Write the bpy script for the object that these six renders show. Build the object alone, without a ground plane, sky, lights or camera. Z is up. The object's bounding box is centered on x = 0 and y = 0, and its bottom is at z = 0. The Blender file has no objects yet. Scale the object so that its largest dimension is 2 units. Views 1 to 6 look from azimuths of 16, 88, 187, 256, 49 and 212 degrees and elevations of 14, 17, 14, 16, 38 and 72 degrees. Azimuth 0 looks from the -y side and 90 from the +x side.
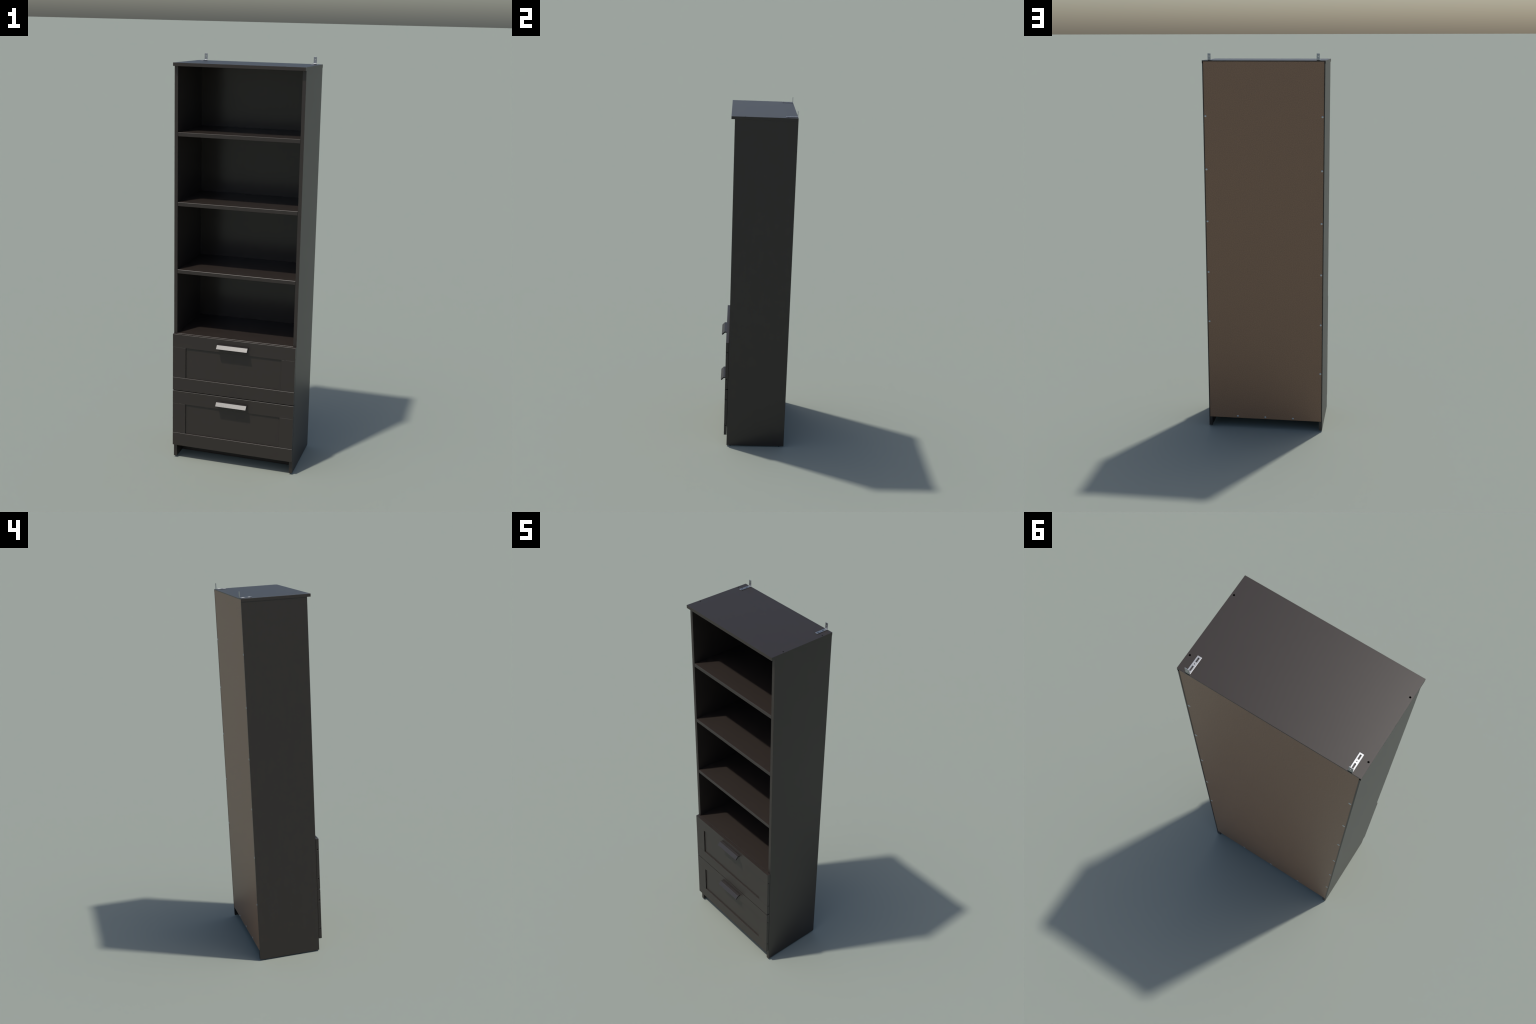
"""Tall narrow black-brown bookcase: three open shelves over two framed drawers,
fibreboard back with pin screws, two slotted wall brackets on top."""
import bpy, bmesh, math
from mathutils import Vector, Matrix

# ----------------------------------------------------------------- dimensions
HALF_TOP = 0.3108          # half width of the top board
HALF_BODY = 0.3097         # half width over the side panels
INNER = 0.2932             # half width between the side panels
Y_BACK = 0.1926            # back plane of carcass
Y_FRONT = -0.1475          # front edge of the side panels and shelves
Y_TOP_FRONT = -0.1662      # front edge of the overhanging top board
Z_TOP = 1.9661
Z_UNDER_TOP = 1.9507
Z_SIDE_BOTTOM = 0.0042
REBATE_X, REBATE_TOP, REBATE_DEPTH = 0.3050, 1.9612, 0.0034
PANEL_BOTTOM = 0.0545
SHELF_TOPS = (1.6473, 1.3164, 0.9853)
SHELF_THICK = 0.0187
DIVIDER_TOP = 0.6620
DRAWER_TOPS = (0.6620, 0.3652)
DRAWER_HEIGHT = 0.2925
DRAWER_FRONT, DRAWER_BACK = -0.1652, -0.1487
FRAME = 0.0670             # width of rails and stiles
HALF_DRAWER = 0.3094
RECESS = 0.0054


# ------------------------------------------------------------------ materials
def new_material(name):
    m = bpy.data.materials.new(name)
    m.use_nodes = True
    nt = m.node_tree
    return m, nt, nt.nodes["Principled BSDF"]


def noise(nt, scale, detail=2.0, stretch=(1, 1, 1)):
    tc = nt.nodes.new("ShaderNodeTexCoord")
    mp = nt.nodes.new("ShaderNodeMapping")
    mp.inputs["Scale"].default_value = stretch
    tx = nt.nodes.new("ShaderNodeTexNoise")
    tx.inputs["Scale"].default_value = scale
    tx.inputs["Detail"].default_value = detail
    nt.links.new(tc.outputs["Object"], mp.inputs["Vector"])
    nt.links.new(mp.outputs["Vector"], tx.inputs["Vector"])
    return tx.outputs["Fac"]


def ramp(nt, fac, low, high, a=0.3, b=0.7):
    r = nt.nodes.new("ShaderNodeValToRGB")
    r.color_ramp.elements[0].position = a
    r.color_ramp.elements[1].position = b
    r.color_ramp.elements[0].color = (*low, 1)
    r.color_ramp.elements[1].color = (*high, 1)
    nt.links.new(fac, r.inputs["Fac"])
    return r.outputs["Color"]


def bump(nt, fac, strength, distance):
    b = nt.nodes.new("ShaderNodeBump")
    b.inputs["Strength"].default_value = strength
    b.inputs["Distance"].default_value = distance
    nt.links.new(fac, b.inputs["Height"])
    return b.outputs["Normal"]


def foil_material(name="black_brown_foil", low=(0.0314, 0.0243, 0.0204),
                  high=(0.0322, 0.0249, 0.0210), rough=0.365):
    m, nt, p = new_material(name)
    f = noise(nt, 40, 3, (1, 1, 0.15))
    nt.links.new(ramp(nt, f, low, high), p.inputs["Base Color"])
    p.inputs["Roughness"].default_value = rough
    return m


def fibreboard_material():
    m, nt, p = new_material("brown_fibreboard")
    f = noise(nt, 240, 5)
    nt.links.new(ramp(nt, f, (0.236, 0.133, 0.076), (0.334, 0.189, 0.110)),
                 p.inputs["Base Color"])
    p.inputs["Roughness"].default_value = 0.43
    nt.links.new(bump(nt, noise(nt, 500, 2), 0.25, 0.0004), p.inputs["Normal"])
    return m


def lacquered_metal():
    m, nt, p = new_material("dark_lacquered_metal")
    f = noise(nt, 700, 2)
    nt.links.new(ramp(nt, f, (0.025, 0.022, 0.021), (0.033, 0.029, 0.028)),
                 p.inputs["Base Color"])
    p.inputs["Roughness"].default_value = 0.36
    nt.links.new(bump(nt, f, 0.12, 0.0003), p.inputs["Normal"])
    return m


def zinc_material(name="zinc_plated_steel", low=(0.38, 0.39, 0.40), high=(0.44, 0.45, 0.46)):
    m, nt, p = new_material(name)
    f = noise(nt, 120, 2)
    nt.links.new(ramp(nt, f, low, high),
                 p.inputs["Base Color"])
    p.inputs["Metallic"].default_value = 1.0
    p.inputs["Roughness"].default_value = 0.43
    return m


def plastic_material():
    m, nt, p = new_material("black_plastic")
    f = noise(nt, 200, 2)
    nt.links.new(ramp(nt, f, (0.008, 0.008, 0.008), (0.012, 0.012, 0.012)),
                 p.inputs["Base Color"])
    p.inputs["Roughness"].default_value = 0.6
    return m


FOIL = foil_material()
LINING = foil_material("black_brown_lining", rough=0.22)
LINING.node_tree.nodes["Principled BSDF"].inputs["Specular IOR Level"].default_value = 0.44
FIBRE = fibreboard_material()
METAL = lacquered_metal()
ZINC = zinc_material()
SCREW_STEEL = zinc_material("bright_screw_steel", (0.52, 0.54, 0.55), (0.60, 0.62, 0.63))
PLASTIC = plastic_material()


# ------------------------------------------------------------------- geometry
def finish(bm, name, material, parent, smooth_angle=1):
    bmesh.ops.recalc_face_normals(bm, faces=bm.faces)
    for e in bm.edges:
        e.smooth = (len(e.link_faces) == 2 and
                    e.calc_face_angle(0) < math.radians(smooth_angle))
    for f in bm.faces:
        f.smooth = True
    me = bpy.data.meshes.new(name)
    bm.to_mesh(me)
    bm.free()
    me.materials.append(material)
    o = bpy.data.objects.new(name, me)
    bpy.context.scene.collection.objects.link(o)
    o.parent = parent
    return o


def box_bmesh(x0, x1, y0, y1, z0, z1, bevel=0.0008, segments=2, edges=None):
    """Board with rounded edges; `edges` optionally selects which edges to round."""
    bm = bmesh.new()
    m = (Matrix.Translation(((x0 + x1) / 2, (y0 + y1) / 2, (z0 + z1) / 2)) @
         Matrix.Diagonal((x1 - x0, y1 - y0, z1 - z0, 1)))
    bmesh.ops.create_cube(bm, size=1, matrix=m)
    es = [e for e in bm.edges if edges is None or edges((e.verts[0].co + e.verts[1].co) / 2)]
    if bevel and es:
        bmesh.ops.bevel(bm, geom=es, offset=bevel, segments=segments,
                        affect='EDGES', profile=0.5)
    return bm


def prism_bmesh(profile, to3d, length_a, length_b):
    """Extrude a closed 2-D profile between two stations; to3d(u, v, w) places it."""
    bm = bmesh.new()
    a = [bm.verts.new(to3d(u, v, length_a)) for u, v in profile]
    b = [bm.verts.new(to3d(u, v, length_b)) for u, v in profile]
    n = len(profile)
    bm.faces.new(a)
    bm.faces.new(b[::-1])
    for i in range(n):
        j = (i + 1) % n
        bm.faces.new((a[i], b[i], b[j], a[j]))
    bmesh.ops.recalc_face_normals(bm, faces=bm.faces)
    return bm


def cylinder_object(center, radius, depth, axis='Z', segments=32):
    bm = bmesh.new()
    bmesh.ops.create_cone(bm, cap_ends=True, segments=segments, radius1=radius,
                          radius2=radius, depth=depth)
    rot = {'Z': Matrix.Identity(4), 'X': Matrix.Rotation(math.pi / 2, 4, 'Y'),
           'Y': Matrix.Rotation(math.pi / 2, 4, 'X')}[axis]
    bm.transform(Matrix.Translation(center) @ rot)
    me = bpy.data.meshes.new("cutter")
    bm.to_mesh(me)
    bm.free()
    return bpy.data.objects.new("cutter", me)


def box_object(*lims):
    bm = box_bmesh(*lims, bevel=0)
    me = bpy.data.meshes.new("cutter")
    bm.to_mesh(me)
    bm.free()
    return bpy.data.objects.new("cutter", me)


def subtract(obj, cutters):
    """Cut holes with exact booleans, apply, delete the cutters."""
    col = bpy.context.scene.collection
    for c in cutters:
        col.objects.link(c)
        md = obj.modifiers.new("hole", 'BOOLEAN')
        md.operation, md.solver, md.object = 'DIFFERENCE', 'EXACT', c
    dg = bpy.context.evaluated_depsgraph_get()
    me = bpy.data.meshes.new_from_object(obj.evaluated_get(dg))
    obj.modifiers.clear()
    old, name = obj.data, obj.data.name
    obj.data = me
    bpy.data.meshes.remove(old)
    me.name = name
    for c in cutters:
        cm = c.data
        bpy.data.objects.remove(c)
        bpy.data.meshes.remove(cm)
    bm = bmesh.new()
    bm.from_mesh(me)
    for e in bm.edges:
        e.smooth = len(e.link_faces) == 2 and e.calc_face_angle(0) < math.radians(1)
    for f in bm.faces:
        f.smooth = True
    bm.to_mesh(me)
    bm.free()
    while len(me.materials) > 1:
        me.materials.pop()
    return obj


def repeat(obj, parent=None, offset=(0, 0, 0)):
    o = obj.copy()
    bpy.context.scene.collection.objects.link(o)
    if parent is not None:
        o.parent = parent
    o.location = Vector(o.location) + Vector(offset)
    return o


# ---------------------------------------------------------------- the carcass
bookcase = bpy.data.objects.new("bookcase", None)
bpy.context.scene.collection.objects.link(bookcase)
bookcase["label"] = "tall narrow black-brown bookcase with three shelves and two drawers"
bookcase["category"] = "bookcase"

for s in (1, -1):
    # side panel with a rebate at the rear inside corner that takes the back
    bm = box_bmesh(*sorted((s * INNER, s * HALF_BODY)), Y_FRONT, Y_BACK,
                   Z_SIDE_BOTTOM, Z_UNDER_TOP, bevel=0.0003, segments=1)
    side = finish(bm, "side_panel", FOIL, bookcase)
    subtract(side, [box_object(*sorted((s * (INNER - 0.01), s * REBATE_X)),
                               Y_BACK - REBATE_DEPTH, Y_BACK + 0.01,
                               PANEL_BOTTOM - 0.0003, Z_UNDER_TOP + 0.01)])

# top board with four dowel holes and a rebate along the rear lower edge
bm = box_bmesh(-HALF_TOP, HALF_TOP, Y_TOP_FRONT, Y_BACK, Z_UNDER_TOP, Z_TOP, bevel=0.0002, segments=1)
top = finish(bm, "top_board", FOIL, bookcase)
cutters = [cylinder_object((sx * 0.3018, y, Z_TOP), 0.0033, 0.024)
           for sx in (1, -1) for y in (-0.0927, 0.1388)]
cutters.append(box_object(-HALF_TOP + 0.0008, HALF_TOP - 0.0008, Y_BACK - 0.009,
                          Y_BACK + 0.01, Z_UNDER_TOP - 0.01, REBATE_TOP))
subtract(top, cutters)

# shelves
upper_front = lambda c: c.y < 0
z = SHELF_TOPS[0]
bm = box_bmesh(-INNER + 0.0006, INNER - 0.0006, Y_FRONT + 0.0002, Y_BACK - 0.006,
               z - SHELF_THICK, z, bevel=0.0009, segments=1, edges=upper_front)
shelf = finish(bm, "shelf", FOIL, bookcase)
for z2 in SHELF_TOPS[1:]:
    repeat(shelf, offset=(0, 0, z2 - z))

bm = box_bmesh(-INNER, INNER, Y_FRONT, Y_BACK - 0.006, DIVIDER_TOP - 0.0155, DIVIDER_TOP,
               bevel=0.0005, segments=1, edges=upper_front)
finish(bm, "divider_shelf", FOIL, bookcase)
bm = box_bmesh(-INNER, INNER, Y_FRONT + 0.02, Y_BACK - 0.006, PANEL_BOTTOM, PANEL_BOTTOM + 0.0155)
finish(bm, "bottom_board", FOIL, bookcase)
bm = box_bmesh(-INNER, INNER, -0.0650, -0.0495, Z_SIDE_BOTTOM, PANEL_BOTTOM - 0.0002)
finish(bm, "plinth", FOIL, bookcase)

# back panel: fibreboard outside, foil liner inside
bm = box_bmesh(-REBATE_X + 0.0004, REBATE_X - 0.0004, Y_BACK - 0.0026, Y_BACK - 0.0008,
               PANEL_BOTTOM, REBATE_TOP - 0.0004, bevel=0.0002, segments=1)
back = finish(bm, "back_panel", FIBRE, bookcase)
bm = box_bmesh(-REBATE_X + 0.0006, REBATE_X - 0.0006, Y_BACK - 0.00335, Y_BACK - 0.0027,
               PANEL_BOTTOM + 0.0003, REBATE_TOP - 0.0006, bevel=0)
finish(bm, "back_lining", LINING, back)

# pan-head screws round the back panel
bm = bmesh.new()
bmesh.ops.create_uvsphere(bm, u_segments=20, v_segments=12, radius=1.0)
bmesh.ops.bisect_plane(bm, geom=bm.verts[:] + bm.edges[:] + bm.faces[:], plane_co=(0, 0, 0),
                       plane_no=(0, 1, 0), clear_inner=True)
bmesh.ops.holes_fill(bm, edges=[e for e in bm.edges if e.is_boundary])
bm.transform(Matrix.Diagonal((0.0054, 0.0020, 0.0054, 1)))
screw = finish(bm, "screw", SCREW_STEEL, back, 60)
rows = [1.6892 - 0.2723 * i for i in range(6)]
places = [(0.2980, z) for z in rows[:5]] + [(-0.2980, z) for z in rows] + \
         [(x, 0.0640) for x in (-0.1512, 0.0, 0.1512)]
screw.location = (places[0][0], Y_BACK - 0.0008, places[0][1])
for x, z in places[1:]:
    o = repeat(screw)
    o.location = (x, Y_BACK - 0.0008, z)

# nail glides under the side panels
bm = bmesh.new()
bmesh.ops.create_cone(bm, cap_ends=True, segments=24, radius1=0.0052, radius2=0.0062,
                      depth=Z_SIDE_BOTTOM + 0.0003)
bm.transform(Matrix.Translation((0, 0, (Z_SIDE_BOTTOM + 0.0003) / 2)))
glide = finish(bm, "glide", PLASTIC, bookcase)
xm = (INNER + HALF_BODY) / 2
glide.location = (xm, -0.125, 0)
for x, y in ((-xm, -0.125), (xm, 0.165), (-xm, 0.165)):
    o = repeat(glide)
    o.location = (x, y, 0)


# ----------------------------------------------------------------- the drawers
def tray_bmesh(top_z):
    """Open drawer box behind the front: two sides, a back and a thin bottom."""
    bm = bmesh.new()
    z0, z1 = top_z - DRAWER_HEIGHT + 0.035, top_z - 0.070
    w, y0, y1, t = 0.272, DRAWER_BACK + 0.0003, 0.165, 0.0125
    for lim in ((-w, -w + t, y0, y1, z0, z1), (w - t, w, y0, y1, z0, z1),
                (-w + t, w - t, y1 - t, y1, z0, z1),
                (-w + t, w - t, y0, y1 - t, z0 + 0.010, z0 + 0.014)):
        part = box_bmesh(*lim, bevel=0.0006)
        me = bpy.data.meshes.new("tmp")
        part.to_mesh(me)
        part.free()
        bm.from_mesh(me)
        bpy.data.meshes.remove(me)
    return bm


def handle_bmesh():
    """Bent plate: flat tongue, then a lip sloping 45 degrees out and down."""
    t, bend_y, reach = 0.0075, -0.1782, 0.0156
    k = t * math.tan(math.radians(22.5))
    d = t / math.sqrt(2)
    prof = [(DRAWER_FRONT + 0.0004, 0.0), (bend_y, 0.0), (bend_y - reach, -reach - 0.0005),
            (bend_y - reach + d, -reach - 0.0005 - d), (bend_y + k, -t),
            (DRAWER_FRONT + 0.0004, -t)]
    bm = prism_bmesh(prof, lambda u, v, w: (w, u, v), -0.0775, 0.0775)
    bmesh.ops.bevel(bm, geom=bm.edges[:], offset=0.0005, segments=2, affect='EDGES', profile=0.5)
    return bm


def build_drawer(zt):
    zb = zt - DRAWER_HEIGHT
    drawer = finish(tray_bmesh(zt), "drawer", FOIL, bookcase)
    w, ch = HALF_DRAWER, 0.0004
    for z0, z1 in ((zt - FRAME, zt), (zb, zb + FRAME)):
        bm = box_bmesh(-w, w, DRAWER_FRONT, DRAWER_BACK, z0, z1, bevel=ch, segments=1)
        rail = finish(bm, "rail", FOIL, drawer)
        zh = z0 + 0.0060 if z1 == zt else z1 - 0.0055
        subtract(rail, [cylinder_object((sx * w, -0.1573, zh), 0.0028, 0.030, 'X')
                        for sx in (1, -1)])
    bm = box_bmesh(-FRAME / 2, FRAME / 2, DRAWER_FRONT + 0.0002, DRAWER_BACK - 0.0002,
                   zb + FRAME, zt - FRAME, bevel=0.0004, segments=1)
    bm.transform(Matrix.Translation((w - FRAME / 2, 0, 0)))
    stile = finish(bm, "stile", FOIL, drawer)
    repeat(stile, offset=(-2 * w + FRAME, 0, 0))
    bm = box_bmesh(-w + FRAME - 0.0002, w - FRAME + 0.0002, DRAWER_FRONT + RECESS,
                   DRAWER_BACK - 0.002, zb + FRAME - 0.0002, zt - FRAME + 0.0002, bevel=0)
    finish(bm, "inset_panel", FOIL, drawer)
    bm = handle_bmesh()
    bm.transform(Matrix.Translation((0, 0, zt - 0.0258)))
    finish(bm, "handle", METAL, drawer)


for zt in DRAWER_TOPS:
    build_drawer(zt)


# ---------------------------------------------------------- the wall brackets
def plate_bmesh(w, length, t, bevel=0.0004):
    return box_bmesh(-w / 2, w / 2, 0, length, 0, t, bevel=bevel)


def slot_cutter(y0, y1, r, z_top, plate, flare):
    """Long hole with a countersunk upper rim, as one closed cutting body."""
    bm = bmesh.new()
    n = 10
    def ring(rad, z):
        pts = []
        for c, a0 in ((y1 - r, 0.0), (y0 + r, math.pi)):
            pts += [bm.verts.new((rad * math.cos(a0 + math.pi * i / n),
                                  c + rad * math.sin(a0 + math.pi * i / n), z))
                    for i in range(n + 1)]
        return pts
    rings = [ring(r, z_top - plate - 0.0003), ring(r, z_top - plate * 0.6),
             ring(r + flare, z_top), ring(r + flare, z_top + 0.003)]
    bm.faces.new(rings[0])
    bm.faces.new(rings[-1])
    for lo, hi in zip(rings, rings[1:]):
        for i in range(len(lo)):
            j = (i + 1) % len(lo)
            bm.faces.new((lo[i], lo[j], hi[j], hi[i]))
    bmesh.ops.recalc_face_normals(bm, faces=bm.faces)
    me = bpy.data.meshes.new("cutter")
    bm.to_mesh(me)
    bm.free()
    return bpy.data.objects.new("cutter", me)


def bracket():
    w, t = 0.0152, 0.0022
    y_front, y_back = 0.1274, 0.1914
    z0 = Z_TOP + 0.0006
    # L-shaped side profile with a rounded knee, extruded across the width
    r_out, n = 0.0034, 6
    prof = [(y_front, z0), (y_front, z0 + t)]
    r_in = r_out - t
    cy, cz = y_back - r_out, z0 + r_out
    prof += [(cy + r_in * math.sin(a), cz - r_in * math.cos(a))
             for a in [math.pi / 2 * i / n for i in range(n + 1)]]
    prof += [(y_back - t, 2.0), (y_back, 2.0)]
    prof += [(cy + r_out * math.sin(a), cz - r_out * math.cos(a))
             for a in [math.pi / 2 * (n - i) / n for i in range(n + 1)]]
    bm = prism_bmesh(prof, lambda u, v, q: (q, u, v), -w / 2, w / 2)
    sharp = [e for e in bm.edges if e.calc_face_angle(0) > math.radians(40)]
    bmesh.ops.bevel(bm, geom=sharp, offset=0.0007, segments=2, affect='EDGES', profile=0.5)
    o = finish(bm, "wall_bracket", ZINC, bookcase)
    zs = z0 + t
    subtract(o, [slot_cutter(0.1330, 0.1482, 0.0019, zs, t, 0.0010),
                 slot_cutter(0.1630, 0.1795, 0.0019, zs, t, 0.0010),
                 cylinder_object((0, 0.1554, z0), 0.0017, 0.02),
                 cylinder_object((0, y_back, 1.9868), 0.0021, 0.02, 'Y')])
    return o


br = bracket()
br.location.x = 0.2736
repeat(br, offset=(-2 * 0.2736, 0, 0))
